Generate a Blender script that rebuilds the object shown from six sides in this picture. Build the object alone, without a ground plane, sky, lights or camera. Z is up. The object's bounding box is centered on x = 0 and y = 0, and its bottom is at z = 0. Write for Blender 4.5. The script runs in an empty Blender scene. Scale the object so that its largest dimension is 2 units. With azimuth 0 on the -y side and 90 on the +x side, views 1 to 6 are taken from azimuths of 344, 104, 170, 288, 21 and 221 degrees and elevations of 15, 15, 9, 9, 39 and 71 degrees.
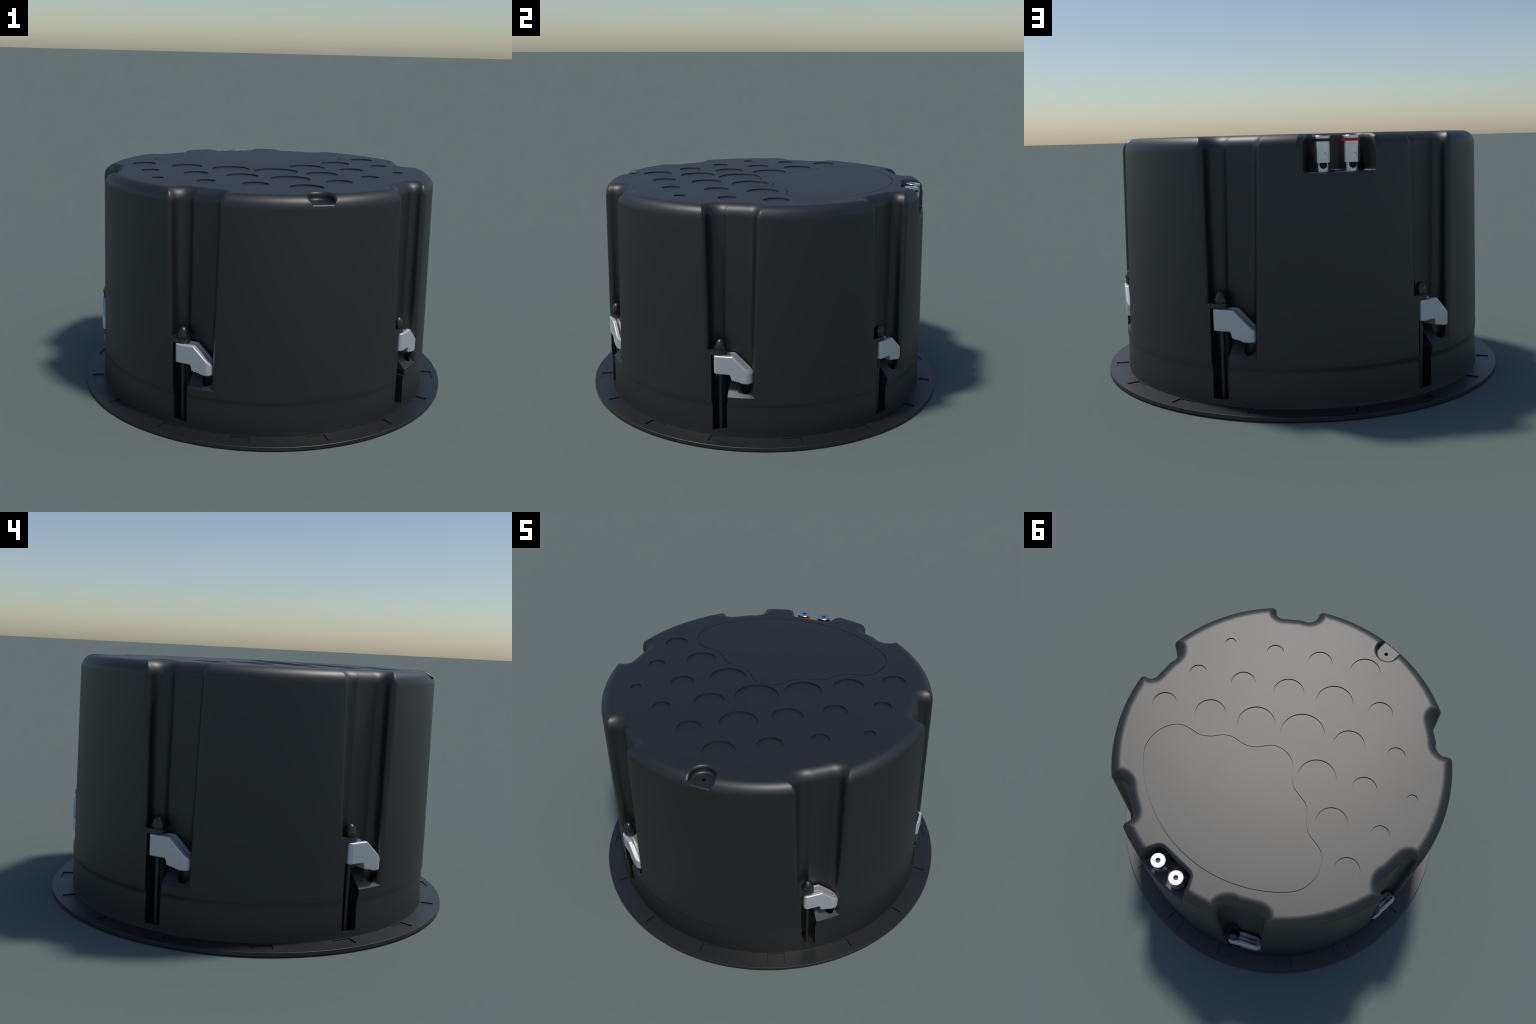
"""Round in-ceiling loudspeaker can, standing face down on its mounting flange."""
import bpy, bmesh, math
from math import sin, cos, pi, radians, sqrt, asin, atan2, hypot
from mathutils import Vector, Matrix

# ------------------------------------------------------------------ sizes
H = 1.1625                # flat top of the can
RF = 0.058                # big round-over along the top edge
FLANGE_R, FLANGE_Z = 1.0, 0.020
SEAM_Z = 0.177            # where the can sits on the lower collar
NOTCH_AZ = (38, 94, 150, 210, 266, 322)   # clamp notches, degrees from -y
BOLT_T, BOLT_R = -0.064, 0.865            # clamp bolt in the notch frame
Z_SLOT, Z_LEDGE, Z_PLATE0, Z_PLATE1 = 0.047, 0.229, 0.441, 0.462
Z_TERM, Z_HOLE = 1.007, 1.1235


def radius(z):
    """Outer radius of the body (collar, seam bevel, tapered can)."""
    keys = [(0.016, .9018), (0.022, .9003), (0.165, .8963), (SEAM_Z, .8961),
            (0.187, .8984), (0.194, .8994), (0.224, .8997), (1.103, .8838), (1.2, .8822)]
    if z <= keys[0][0]:
        return keys[0][1]
    for (z0, r0), (z1, r1) in zip(keys, keys[1:]):
        if z <= z1:
            return r0 + (r1 - r0) * (z - z0) / (z1 - z0)
    return keys[-1][1]


def lerp(a, b, f):
    return a + (b - a) * f


def lin(a, b, n):
    return [a + (b - a) * i / (n - 1) for i in range(n)]


def arc_pt(R, t):
    return (t, sqrt(R * R - t * t))


def round_corner(p0, p1, p2, r, n):
    """n points of the arc of radius r that rounds corner p1 of p0-p1-p2."""
    a, b, c = Vector(p0), Vector(p1), Vector(p2)
    u, v = (a - b).normalized(), (c - b).normalized()
    half = u.angle(v) / 2
    d = r / math.tan(half)
    ctr = b + (u + v).normalized() * (r / sin(half))
    s, e = b + u * d - ctr, b + v * d - ctr
    a0 = atan2(s.y, s.x)
    da = (atan2(e.y, e.x) - a0 + pi) % (2 * pi) - pi
    return [(ctr.x + r * cos(a0 + da * i / (n - 1)), ctr.y + r * sin(a0 + da * i / (n - 1))) for i in range(n)]


# ------------------------------------------------------------------ plan shapes
NG, NR, NS = 23, 27, 11


def slot_edges(z):
    return (-.106, -.0235) if z > .2 else (-.102, -.0285)


def notch(z, low=False):
    """Clamp notch in plan at height z: (groove group, floor group) of (t, rad)."""
    R = radius(min(z, 1.103))
    s = (1.1 - z) / 0.65
    rg = .058 - .0176 * s
    cx, cy = -.066 - .0086 * s, .8615 - .0091 * s
    f = .811 + .011 * s
    tw = .1085 - .0140 * s
    rr = max(.018, .026 - .005 * s)            # radius of the outer corners
    kr = arc_pt(R, cx - rg)[1]
    phi = asin(min(.6, max(0, cy - (kr - rr * 1.12)) / rg))
    B = (cx - rg * cos(phi), cy - rg * sin(phi))
    K = arc_pt(R, B[0] - math.tan(phi) * (kr - B[1]))
    fil = round_corner((K[0] - .05, K[1] + .05 * K[0] / K[1]), K, B, rr, 8)
    g = [arc_pt(R, t) for t in lin(-.17, fil[0][0], 4)] + fil[1:]
    th = 2 * pi - asin((cy - f) / rg)
    for a in lin(pi + phi, th, 13)[1:]:
        g.append((cx + rg * cos(a), cy + rg * sin(a)))
    ts = -.0235 if low else g[-1][0] + .007
    r = [(t, f) for t in lin(ts, tw - .046, 6)]
    r += round_corner((0, f), (tw, f), (tw + .004, .89), .037, 9)
    K = arc_pt(R, tw + .004)
    r += round_corner((tw, f), K, (K[0] + .05, K[1] - .05 * K[0] / K[1]), rr, 9)
    r = r[:-1] + [arc_pt(R, t) for t in lin(r[-1][0], .17, 4)]
    return g, r


def groove_state(z, state):
    R = radius(z)
    if state == 'N':
        return notch(z)[0]
    sl, sr = slot_edges(z)
    ref = [p[0] for p in notch(Z_PLATE1)[0]]
    pts = [arc_pt(R, t) for t in ref[:5] + lin(ref[4], sl, NS - 4)[1:]]
    rf = notch(z, True)[1][0]
    if state == 'C':
        pts += [arc_pt(R, t) for t in lin(sl, sr, 13)[1:]]
    elif state in 'SX':       # slot, round at the back; X: floor group still on the cylinder
        mid, w, cy = (sl + sr) / 2, (sr - sl) / 2, .862
        pts += [(mid + w * cos(a), cy + .043 * sin(a)) for a in lin(pi, 2 * pi, 10)]
        if state == 'X':
            pts += [(sr, lerp(cy, arc_pt(R, sr)[1], .5)), arc_pt(R, sr)]
        else:
            pts = pts[:-4]
            tip = pts[-1]
            pts += [(lerp(tip[0], rf[0], f), lerp(tip[1], rf[1], f)) for f in (.2, .4, .6, .8, .9, 1)]
    elif state == 'P':       # front of the plate that carries the bolt
        pts += [arc_pt(R, t) for t in lin(sl, -.062, 5)[1:]]
        pts += [(-.062 + .0315 * cos(radians(a)), .862 + .0315 * sin(radians(a))) for a in (68, 38, 8, -22, -52, -80)]
        pts += [(-.045, rf[1] + .0012), rf]
    return pts


def floor_state(z, state):
    if state in 'NL':
        return notch(z, state == 'L')[1]
    ln = lin(slot_edges(z)[1], .17, NR)
    return [arc_pt(radius(z), .2 * a + .8 * max(b[0], slot_edges(z)[1])) for a, b in zip(ln, notch(.27, True)[1])]


def to_world(az, p):
    a = radians(az)
    return (p[0] * cos(a) + p[1] * sin(a), p[0] * sin(a) - p[1] * cos(a))


# circle vertices between the features, in increasing azimuth
def feature_list():
    half_n = asin(.17 / .89)
    f = [('N', a, half_n) for a in NOTCH_AZ]
    return sorted(f, key=lambda q: q[1])


FEATURES = feature_list()


def loop(z, gs, rs):
    """World (x, y, z) of every vertex of one ring."""
    R = radius(z)
    pts = []
    n = len(FEATURES)
    for k, (kind, az, half) in enumerate(FEATURES):
        g = [(*to_world(az, p), z if rs != 'W' or i >= NS else .236 + .066 * (i / (NS - 1)) ** 2)
             for i, p in enumerate(groove_state(z, gs))]
        zr = z
        fl = floor_state(z if rs != 'W' else .27, 'L' if rs == 'W' else rs)
        for p in fl:
            if rs == 'W':      # sloping sill at the foot of the notch
                gap = arc_pt(radius(.27), p[0])[1] - p[1]
                zr = Z_LEDGE + 1.03 * gap if gap > .0012 else .236
                if gap <= .0012:
                    p = arc_pt(radius(.236), p[0])
            pts_r = (*to_world(az, p), zr)
            g.append(pts_r)
        pts += g
        nk, naz, nh = FEATURES[(k + 1) % n]
        a0 = radians(az) + half
        a1 = radians(naz + (360 if k == n - 1 else 0)) - nh
        m = max(2, int(math.ceil((a1 - a0) / radians(1.5))))
        for i in range(1, m):
            a = lerp(a0, a1, i / m)
            pts.append((R * sin(a), -R * cos(a), z if rs != 'W' else .236))
    return pts


def inward_normals(pts):
    n, out = len(pts), []
    for i in range(n):
        p, q, r = pts[i - 1], pts[i], pts[(i + 1) % n]
        u = Vector((q[0] - p[0], q[1] - p[1])).normalized()
        v = Vector((r[0] - q[0], r[1] - q[1])).normalized()
        t = (u + v).normalized()
        out.append((-t.y, t.x))
    return out


def trim(pts, span=44):
    """Remove swallow-tails of an inset loop: collapse them onto the crossing."""
    n = len(pts)
    pts = list(pts[-20:]) + list(pts[:-20])      # start in the middle of a plain arc
    i = 0
    while i < n:
        a, b = pts[i], pts[(i + 1) % n]
        ex, ey = b[0] - a[0], b[1] - a[1]
        hit = None
        if ex * ex + ey * ey > 1e-14:
            for j in range(i + 2, min(i + span, n - 1)):
                c, d = pts[j], pts[j + 1]
                fx, fy = d[0] - c[0], d[1] - c[1]
                den = ex * fy - ey * fx
                if abs(den) < 1e-14:
                    continue
                gx, gy = c[0] - a[0], c[1] - a[1]
                s, t = (gx * fy - gy * fx) / den, (gx * ey - gy * ex) / den
                if 0 < s < 1 and 0 <= t <= 1:
                    hit = (j, (a[0] + s * ex, a[1] + s * ey))
        if hit:
            for k in range(i + 1, hit[0] + 1):
                pts[k] = hit[1]
            i = hit[0]
        else:
            i += 1
    return pts[20:] + pts[:20]


# ------------------------------------------------------------------ housing loft
def housing_rings():
    rings = [loop(z, 'C', 'C') for z in (0.016, 0.024, Z_SLOT)]
    rings += [loop(z, 'X', 'C') for z in (Z_SLOT, .11, .165, SEAM_Z, .187, .194, .2001, .212, Z_LEDGE)]
    rings.append(loop(.302, 'S', 'W'))
    rings += [loop(z, 'S', 'L') for z in (.34, .39, Z_PLATE0)]
    rings += [loop(z, 'P', 'L') for z in (Z_PLATE0, Z_PLATE1)]
    rings += [loop(z, 'N', 'N') for z in (Z_PLATE1, .58, .70, .82, .93, 1.02)]
    # round-over along the top edge: inset the outline while climbing
    base = [p[:2] for p in loop(H - RF, 'N', 'N')]
    nb = inward_normals(base)
    K = 16
    for k in range(K + 1):
        a = radians(90) * min(k, K - 1) / (K - 1)
        d = RF * (1 - cos(a)) + (.003 if k == K else 0)
        z = H - RF + RF * sin(a)
        rings.append([(x, y, z) for x, y in trim([(x + n[0] * d, y + n[1] * d) for (x, y), n in zip(base, nb)])])
    return rings


def pocket(bm, az, outline, floor_z, r_floor, r_rim):
    """Cutter for a pocket in the top edge: coved floor, sides that flare into a rounded rim.
    outline: open (t, rad) path from front left round the back to front right, ends outside the body."""
    nn = inward_normals(outline)
    nn[0], nn[-1] = nn[1], nn[-2]
    M = frame(az)

    def top(t, r):
        d = radius(1.1) - hypot(t, r)
        return H if d >= RF else H - RF + sqrt(max(0, RF * RF - (RF - d) ** 2)) if d > 0 else H - RF

    rows = []
    for q in lin(0, 90, 6):
        rows.append([(t + n[0] * -r_floor * (1 - sin(radians(q))) * -1, r + n[1] * r_floor * (1 - sin(radians(q))),
                      floor_z + r_floor * (1 - cos(radians(q)))) for (t, r), n in zip(outline, nn)])
    for q in lin(0, 90, 7):
        row = []
        for (t, r), n in zip(outline, nn):
            s = -r_rim * (1 - cos(radians(q)))
            z = top(t + n[0] * s, r + n[1] * s) - r_rim * (1 - sin(radians(q)))
            row.append((t + n[0] * s, r + n[1] * s, max(z, floor_z + r_floor + .0005 * (q / 15 + 1))))
        rows.append(row)
    rows.append([(x, y, max(z, H) + .05) for x, y, z in rows[-1]])
    vs = [[bm.verts.new(M @ Vector(p)) for p in r] for r in rows]
    n = len(outline)
    for a, b in zip(vs, vs[1:]):
        for i in range(n):
            j = (i + 1) % n
            bm.faces.new((a[i], a[j], b[j], b[i]))
    bm.faces.new(vs[0]); bm.faces.new(vs[-1])


def lip(bm, az, half, floor_z, q):
    """Rounds the front edge of a pocket floor, swept round the body."""
    zc = H - RF
    if floor_z - q > zc:                       # edge lies on the round-over
        rc = radius(1.1) - RF
        x = rc + sqrt((RF - q) ** 2 - (floor_z - q - zc) ** 2)
        th = atan2(floor_z - q - zc, x - rc)
    else:
        x, th = radius(floor_z) - q, 0.0
    pr = [(x + q * cos(a), floor_z - q + q * sin(a)) for a in lin(th, pi / 2, 7)]
    pr += [(x, floor_z + .003), (x + .06, floor_z + .003), (x + .06, pr[0][1])]
    rows = []
    M = frame(az)
    for k in lin(-half / .88, half / .88, 13):
        rows.append([bm.verts.new(M @ Vector((r * sin(k), r * cos(k), z))) for r, z in pr])
    n = len(pr)
    for u, v in zip(rows, rows[1:]):
        for i in range(n):
            j = (i + 1) % n
            bm.faces.new((u[i], u[j], v[j], v[i]))
    bm.faces.new(rows[0]); bm.faces.new(rows[-1])


def terminal_outline():
    k1, k2, k3, k4 = (-.1800, .930), (-.1050, .762), (.1050, .762), (.1800, .930)
    p = [(lerp(k1[0], k2[0], f), lerp(k1[1], k2[1], f)) for f in (0, .21, .33, .46, .60)]
    p += round_corner(k1, k2, k3, .034, 10)
    p += [(t, .762) for t in lin(-.055, .055, 5)]
    p += round_corner(k2, k3, k4, .034, 10)
    return p + [(-x, y) for x, y in reversed(p[:5])]


def hole_outline():
    rr, c = .060, .827
    p = [(-rr, y) for y in (.93, .90, .885, .87, .855, .84)] + [(rr * cos(a), c + rr * sin(a)) for a in lin(pi, 2 * pi, 25)]
    return p + [(rr, y) for y in (.84, .855, .87, .885, .90, .93)]


def mesh_from_rings(name, rings, cap_bottom=True, cap_top=True):
    bm = bmesh.new()
    n = len(rings[0])
    vs = [[bm.verts.new(p) for p in r] for r in rings]
    for a, b in zip(vs, vs[1:]):
        for i in range(n):
            j = (i + 1) % n
            bm.faces.new((a[i], a[j], b[j], b[i]))
    if cap_bottom:
        bm.faces.new(list(reversed(vs[0])))
    if cap_top:
        bm.faces.new(vs[-1])
    bmesh.ops.remove_doubles(bm, verts=bm.verts, dist=2e-5)
    bmesh.ops.dissolve_degenerate(bm, edges=bm.edges, dist=1e-5)
    bmesh.ops.recalc_face_normals(bm, faces=bm.faces)
    me = bpy.data.meshes.new(name)
    bm.to_mesh(me); bm.free()
    return me


# ------------------------------------------------------------------ generic helpers
COL = bpy.context.scene.collection


def add_object(name, me, parent=None, mat=None, angle=32):
    ob = bpy.data.objects.new(name, me)
    COL.objects.link(ob)
    ob.parent = parent
    if mat and me:
        me.materials.clear(); me.materials.append(mat)
    if me and angle is not None:
        for p in me.polygons:
            p.use_smooth = True
        me.set_sharp_from_angle(angle=radians(angle))
    return ob


def evaluated(ob):
    dg = bpy.context.evaluated_depsgraph_get()
    dg.update()
    return bpy.data.meshes.new_from_object(ob.evaluated_get(dg))


def boolean(me, cutter, op='DIFFERENCE', own=False):
    a = bpy.data.objects.new('tmp_a', me); COL.objects.link(a)
    b = bpy.data.objects.new('tmp_b', cutter); COL.objects.link(b)
    m = a.modifiers.new('b', 'BOOLEAN')
    m.operation, m.solver, m.object, m.use_self = op, 'EXACT', b, own
    out = evaluated(a)
    bpy.data.objects.remove(a); bpy.data.objects.remove(b)
    return out


def bevelled(me, width, segments=3, angle=35):
    a = bpy.data.objects.new('tmp_a', me); COL.objects.link(a)
    m = a.modifiers.new('bev', 'BEVEL')
    m.width, m.segments, m.limit_method, m.angle_limit = width, segments, 'ANGLE', radians(angle)
    out = evaluated(a)
    bpy.data.objects.remove(a)
    return out


def weighted(me, angle=32):
    for p in me.polygons:
        p.use_smooth = True
    me.set_sharp_from_angle(angle=radians(angle))
    a = bpy.data.objects.new('tmp_a', me); COL.objects.link(a)
    m = a.modifiers.new('w', 'WEIGHTED_NORMAL')
    m.keep_sharp, m.weight, m.mode = True, 50, 'FACE_AREA'
    out = evaluated(a)
    bpy.data.objects.remove(a)
    return out


def prism(bm, outline, z0, z1, M=None):
    """Closed prism over a counter-clockwise outline; optional transform."""
    M = M or Matrix.Identity(4)
    lo = [bm.verts.new(M @ Vector((x, y, z0))) for x, y in outline]
    hi = [bm.verts.new(M @ Vector((x, y, z1))) for x, y in outline]
    n = len(outline)
    for i in range(n):
        j = (i + 1) % n
        bm.faces.new((lo[i], lo[j], hi[j], hi[i]))
    bm.faces.new(list(reversed(lo))); bm.faces.new(hi)


def circle(cx, cy, r, n=64):
    return [(cx + r * cos(2 * pi * (i + .37) / n), cy + r * sin(2 * pi * (i + .37) / n)) for i in range(n)]


def lathe(name, profile, n=48, caps=True):
    """Surface of revolution about z, profile = [(r, z)...] from bottom to top."""
    return mesh_from_rings(name, [[(max(r, 1e-5) * cos(2 * pi * i / n), max(r, 1e-5) * sin(2 * pi * i / n), z)
                                   for i in range(n)] for r, z in profile], caps, caps)


def from_bm(name, bm):
    bmesh.ops.recalc_face_normals(bm, faces=bm.faces)
    me = bpy.data.meshes.new(name)
    bm.to_mesh(me); bm.free()
    return me


def frame(az):
    """Notch frame: local x = tangent, local y = outward radial."""
    a = radians(az)
    return Matrix(((cos(a), sin(a), 0, 0), (sin(a), -cos(a), 0, 0), (0, 0, 1, 0), (0, 0, 0, 1)))


# ------------------------------------------------------------------ materials
def material(name, colour, rough, metallic=0.0, spec=0.5, rough_var=0.004, col_var=0.02, scale=9.0):
    m = bpy.data.materials.new(name)
    m.use_nodes = True
    nt = m.node_tree
    b = nt.nodes['Principled BSDF']
    tc = nt.nodes.new('ShaderNodeTexCoord')
    no = nt.nodes.new('ShaderNodeTexNoise')
    no.inputs['Scale'].default_value = scale
    no.inputs['Detail'].default_value = 4
    nt.links.new(tc.outputs['Object'], no.inputs['Vector'])
    mr = nt.nodes.new('ShaderNodeMapRange')
    mr.inputs['To Min'].default_value = rough - rough_var
    mr.inputs['To Max'].default_value = rough + rough_var
    nt.links.new(no.outputs['Fac'], mr.inputs['Value'])
    nt.links.new(mr.outputs['Result'], b.inputs['Roughness'])
    ramp = nt.nodes.new('ShaderNodeValToRGB')
    for e, f in zip(ramp.color_ramp.elements, (1 - col_var, 1 + col_var)):
        e.color = (*[c * f for c in colour], 1)
    nt.links.new(no.outputs['Fac'], ramp.inputs['Fac'])
    nt.links.new(ramp.outputs['Color'], b.inputs['Base Color'])
    b.inputs['Metallic'].default_value = metallic
    b.inputs['Specular IOR Level'].default_value = spec
    return m


MAT_BODY = material('black_moulded_plastic', (.0042, .0045, .0042), .49, spec=.92)
MAT_FLANGE = material('black_flange_plastic', (.0042, .0045, .0042), .49, spec=.92)
MAT_BOLT = material('blackened_steel', (.007, .0075, .008), .38, spec=.8)
MAT_METAL = material('satin_cast_metal', (.67, .675, .68), .47, metallic=.55, rough_var=.01, col_var=.01)
MAT_POST = material('polished_nickel', (.76, .79, .84), .24, metallic=1.0, rough_var=.01, col_var=.01)
MAT_RED = material('red_band_plastic', (.75, .006, .006), .4)
MAT_BLACK = material('black_band_plastic', (.006, .006, .006), .4)

# ------------------------------------------------------------------ root
root = bpy.data.objects.new('ceiling_speaker', None)
COL.objects.link(root)
root['label'] = 'round black in-ceiling speaker can with silver clamps, face down'
root['category'] = 'ceiling speaker'

# ------------------------------------------------------------------ top pattern
STEP = .2470
CENTRE = (0.0, -.151)
E1, E2, E3 = (STEP * cos(radians(30)), STEP * .5), (0, -STEP), (-STEP * cos(radians(30)), STEP * .5)


def dimples():
    out = []
    for b in range(3):
        for arm, lo in ((E1, 0), (E3, 1)):
            for a in range(lo, 4):
                out.append((CENTRE[0] + a * arm[0] + b * E2[0], CENTRE[1] + a * arm[1] + b * E2[1],
                            .1170 - .0175 * (a + b)))
    return out


def panel_outline(offset):
    half = [(0, -.0235), (.044, -.016), (.080, .007), (.102, .035), (.125, .063), (.165, .090), (.213, .101),
            (.260, .110), (.297, .135), (.317, .160), (.341, .187), (.382, .215), (.430, .225), (.476, .235),
            (.517, .263), (.546, .315), (.557, .375), (.546, .438), (.511, .493)]
    half += [(.711 * sin(radians(a)), .711 * cos(radians(a))) for a in (39, 32, 25, 18, 12, 6)]
    full = half + [(0, .711)] + [(-x, y) for x, y in reversed(half[1:])]
    n, pts = len(full), []
    for i in range(n):                          # closed Catmull-Rom
        p0, p1, p2, p3 = (Vector(full[(i + k - 1) % n]) for k in range(4))
        for s in range(6):
            t = s / 6
            pts.append(tuple(.5 * (2 * p1 + (p2 - p0) * t + (2 * p0 - 5 * p1 + 4 * p2 - p3) * t * t
                                   + (3 * p1 - p0 - 3 * p2 + p3) * t ** 3)))
    nn = inward_normals(pts)
    return [(x - a * offset, y - b * offset) for (x, y), (a, b) in zip(pts, nn)]


# ------------------------------------------------------------------ housing
housing = mesh_from_rings('housing', housing_rings())
bm = bmesh.new()
for x, y, r in dimples():
    prism(bm, circle(x, y, r, 96), H - .0060, H + .05)
prism(bm, panel_outline(.0016), H - .006, H + .05)
for az in NOTCH_AZ:
    M = frame(az)
    c = M @ Vector((.061, .857, 0))
    prism(bm, circle(c.x, c.y, .026, 40), .13, .35)
for az, outline, z, rfl, rrim, half, rl in ((180, terminal_outline(), Z_TERM, .012, .022, .140, .012),
                                            (0, hole_outline(), Z_HOLE, .013, .014, .051, .010)):
    pocket(bm, az, outline, z, rfl, rrim)
    lip(bm, az, half, z, rl)
prism(bm, circle(0, -.8235, .0100, 32), Z_HOLE - .04, Z_HOLE + .006)
housing = boolean(housing, from_bm('cutter', bm), own=True)


housing = weighted(housing)
can = add_object('housing', housing, root, MAT_BODY, None)

panel_bm = bmesh.new()
prism(panel_bm, panel_outline(-.0016), H - .0055, H - .0001)
add_object('badge_panel', from_bm('badge_panel', panel_bm), root, MAT_BODY)

# ------------------------------------------------------------------ flange
def ring_profile():
    return [(.84, .002), (.985, .000), (.9965, .000), (1.0, .0032), (1.0, FLANGE_Z - .0012), (.9988, FLANGE_Z), (.84, FLANGE_Z)]


n = 256
prof = ring_profile()
bm = bmesh.new()
rows = [[bm.verts.new((r * cos(2 * pi * i / n), r * sin(2 * pi * i / n), z)) for r, z in prof] for i in range(n)]
for i in range(n):
    a, b = rows[i], rows[(i + 1) % n]
    for k in range(len(prof)):
        l = (k + 1) % len(prof)
        bm.faces.new((a[k], b[k], b[l], a[l]))
flange = from_bm('mounting_flange', bm)
bm = bmesh.new()
for i in range(16):
    M = frame(22.5 * i)
    lo, hi = ([bm.verts.new(M @ Vector(p)) for p in ((-w, .9055, z), (w, .9055, z), (w, .966, z), (-w, .966, z))]
              for w, z in ((.0462, FLANGE_Z - .0050), (.0466, FLANGE_Z + .0020)))
    for k in range(4):
        bm.faces.new((lo[k], lo[(k + 1) % 4], hi[(k + 1) % 4], hi[k]))
    bm.faces.new(lo); bm.faces.new(hi)
    for sx in (-1, 1):                      # narrow slit along both radial sides, so that these edges read as thin black lines
        x = sx * .0452
        prism(bm, [(x - .0014, .9056), (x + .0014, .9056), (x + .0014, .9659), (x - .0014, .9659)],
              FLANGE_Z - .012, FLANGE_Z - .002, M)
flange = weighted(boolean(flange, from_bm('cutter', bm), own=True))
add_object('mounting_flange', flange, root, MAT_FLANGE, None)

cone = lathe('speaker_front', [(0, .006), (.30, .005), (.70, .004), (.855, .003), (.855, .015)], 96)
add_object('front_grille', cone, root, MAT_FLANGE)

# ------------------------------------------------------------------ clamps
def arm_mesh():
    """Swing arm: side profile x plan outline, with a ribbed channel on top."""
    c, w = .868, .0355
    # plan (t, rad): small radii at the bolt end, nearly round tip
    x0, x1 = -.092, .0995
    plan = []
    for p0, p1, p2, r, k in [((x1, c - w), (x0, c - w), (x0, c + w), .020, 6), ((x0, c - w), (x0, c + w), (x1, c + w), .020, 6),
                             ((x0, c + w), (x1, c + w), (x1, c - w), .0335, 10), ((x1, c + w), (x1, c - w), (x0, c - w), .0335, 10)]:
        plan += round_corner(p0, p1, p2, r, k)
    plan.reverse()
    bm = bmesh.new(); prism(bm, plan, .25, .50)
    block = from_bm('arm', bm)
    # side (t, z), extruded along the radial direction
    side = [(-.12, .346), (-.0125, .346), (-.0075, .338), (-.003, .3165), (.012, .3130), (.036, .3090), (.044, .3060),
            (.056, .3040), (.072, .3035), (.12, .3045), (.12, .3300), (.0055, .4395), (-.12, .4395)]
    M = Matrix(((1, 0, 0, 0), (0, 0, 1, 0), (0, 1, 0, 0), (0, 0, 0, 1)))
    bm = bmesh.new(); prism(bm, side, .70, 1.0, M)
    arm = boolean(block, from_bm('side', bm), 'INTERSECT')
    arm = bevelled(arm, .0060, 3, 30)
    cuts = []
    for x0_, x1_, zt in ((.0000, .0100, .3240), (.0135, .0240, .3205), (.0275, .0380, .3170)):    # serrated sole
        cuts.append(([(x0_, .29), (x1_, .29), (x1_, zt - .0095), ((x0_ + x1_) / 2, zt), (x0_, zt - .0095)], .70, 1.0))
    # channel following the slope, with a rib left standing in the middle
    chan = [(-.045, .3980), (-.012, .3980), (.0620, .3280), (.0800, .3280), (.0800, .47), (-.045, .47)]
    rib = [(-.045, .4330), (.001, .4320), (.0710, .3650), (.0800, .3650), (.0800, .47), (-.045, .47)]
    cuts += [(chan, c - .0180, c - .0035), (chan, c + .0035, c + .0180), (rib, c - .0150, c + .0150)]
    for s, lo, hi in cuts:
        bm = bmesh.new(); prism(bm, s, lo, hi, M)
        arm = boolean(arm, from_bm('cut', bm))
    bm = bmesh.new(); bm.from_mesh(arm)
    for v in bm.verts:                 # drawn with y = outward; in the rotated frame outward is -y
        v.co.y = -v.co.y
    return weighted(from_bm('clamp_arm', bm), 36)


arm_me = arm_mesh()
nut_bm = bmesh.new()
prism(nut_bm, [(.0305 * cos(pi / 3 * i + pi / 2), .0305 * sin(pi / 3 * i + pi / 2)) for i in range(6)], .4625, .4840)
nut = bevelled(from_bm('nut', nut_bm), .0012, 2, 35)
dome = lathe('dome', [(.0255, .480), (.0255, .484), (.0245, .490), (.0225, .497), (.0190, .504), (.0140, .5105), (.0080, .5150), (.003, .5165), (0, .5168)], 32)
bm = bmesh.new(); bm.from_mesh(nut); bm.from_mesh(dome)
nut_me = from_bm('cap_nut', bm)
rod_me = lathe('threaded_rod', [(.0115, .040), (.0115, .4610)], 24)


def child(name, me, parent, mat, loc, angle=35):
    ob = add_object(name, me, parent, mat, angle)
    ob.location = loc
    return ob


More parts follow.
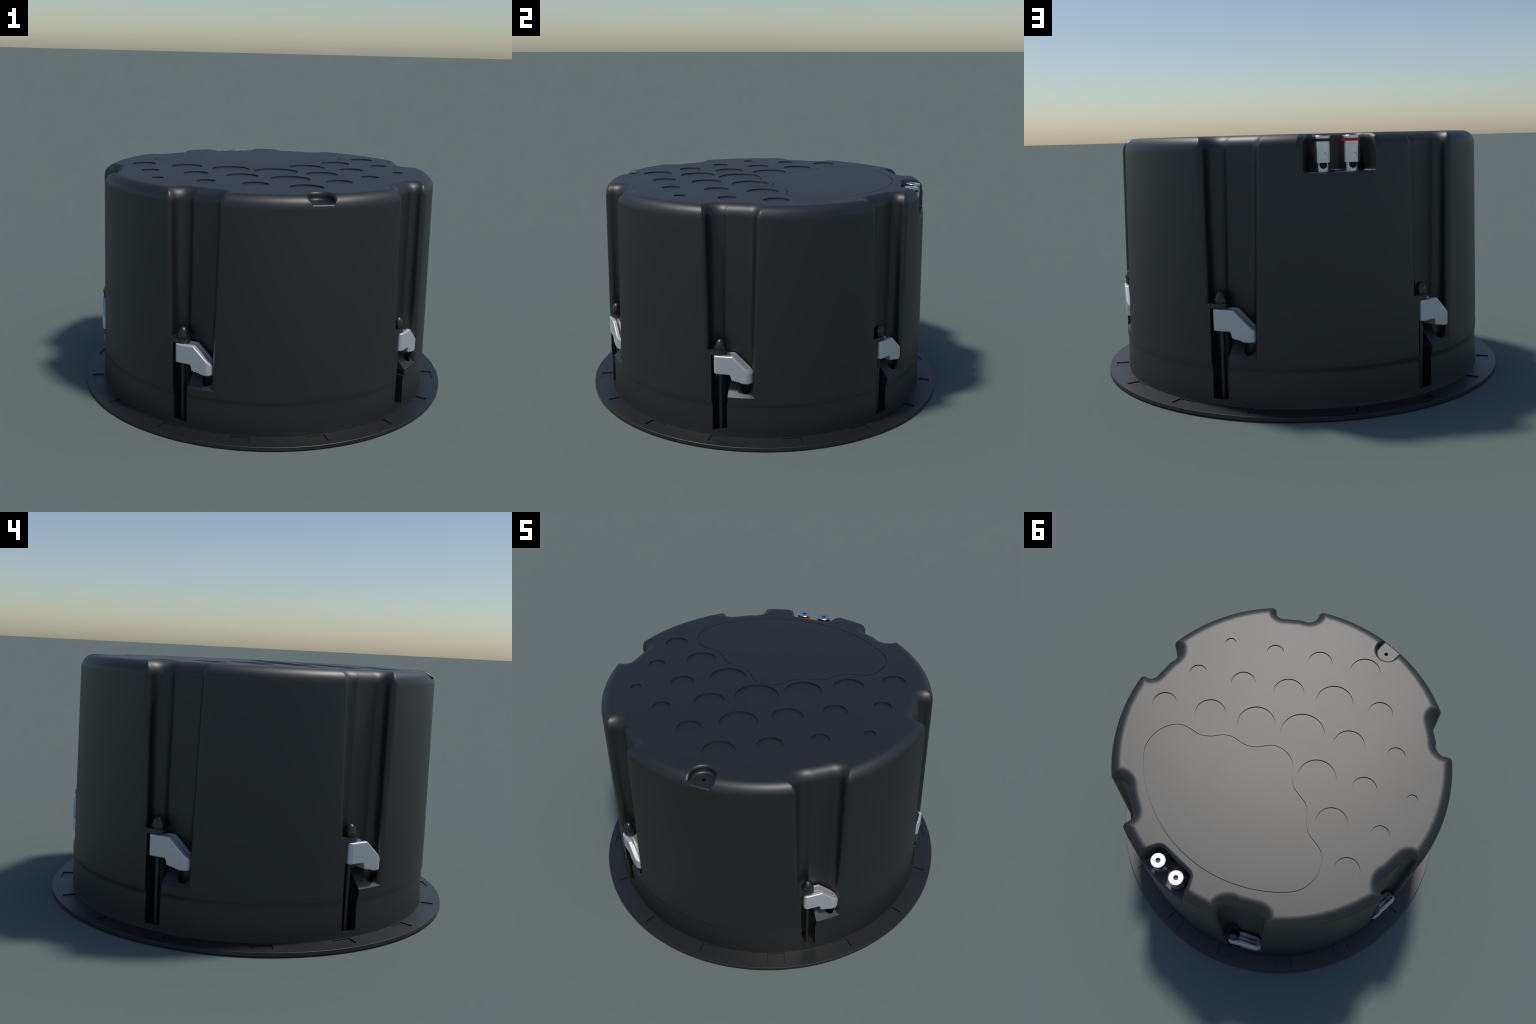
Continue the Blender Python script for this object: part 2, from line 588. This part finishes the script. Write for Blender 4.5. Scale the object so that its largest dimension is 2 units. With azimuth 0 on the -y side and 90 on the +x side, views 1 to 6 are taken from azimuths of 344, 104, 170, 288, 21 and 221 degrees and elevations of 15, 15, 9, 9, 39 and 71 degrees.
for m_, a_ in ((nut_me, 35), (rod_me, 35)):
    for p in m_.polygons:
        p.use_smooth = True
    m_.set_sharp_from_angle(angle=radians(a_))

for az in NOTCH_AZ:
    arm = add_object('clamp_arm', arm_me, root, MAT_METAL, None)
    a = radians(az)
    arm.matrix_local = Matrix.Rotation(a, 4, 'Z')
    child('cap_nut', nut_me, arm, MAT_BOLT, (BOLT_T, -BOLT_R, 0), None)
    child('threaded_rod', rod_me, arm, MAT_BOLT, (BOLT_T, -BOLT_R, 0), None)
# ------------------------------------------------------------------ terminals
def post_mesh():
    low = lathe('low', [(.0300, Z_TERM - .004), (.0300, 1.050)], 48)
    bm = bmesh.new()
    M = Matrix(((1, 0, 0, 0), (0, 0, 1, 0), (0, 1, 0, 0), (0, 0, 0, 1)))
    prism(bm, circle(0, 1.0350, .0160, 32), -.1, .1, M)
    return weighted(boolean(low, from_bm('c', bm)))


def sleeve_mesh():
    s = lathe('sleeve', [(.0365, 1.0430), (.0375, 1.0440), (.0375, 1.1515), (.0360, 1.1530), (.0, 1.1530)], 64)
    bm = bmesh.new()
    prism(bm, circle(0, 0, .0125, 32), 1.10, 1.2)
    M = Matrix(((1, 0, 0, 0), (0, 0, 1, 0), (0, 1, 0, 0), (0, 0, 0, 1)))
    prism(bm, circle(0, 1.0705, .0145, 36), .0295, .06, M)
    return weighted(boolean(s, from_bm('c', bm)))


post_me, sleeve_me = post_mesh(), sleeve_mesh()
band_me = lathe('band', [(.0366, 1.1292), (.0382, 1.1296), (.0382, 1.1414), (.0366, 1.1418)], 64, False)
plug_me = lathe('plug', [(.0124, 1.101), (.0124, 1.140)], 32)
for x, mat in ((-.0625, MAT_RED), (.0625, MAT_BLACK)):
    post = add_object('terminal_post', post_me, root, MAT_POST, None)
    post.location = (x, .8205, 0)
    child('terminal_sleeve', sleeve_me, post, MAT_POST, (0, 0, 0), None)
    b = child('colour_band', band_me.copy(), post, mat, (0, 0, 0))
    child('socket_core', plug_me, post, MAT_BLACK, (0, 0, 0))
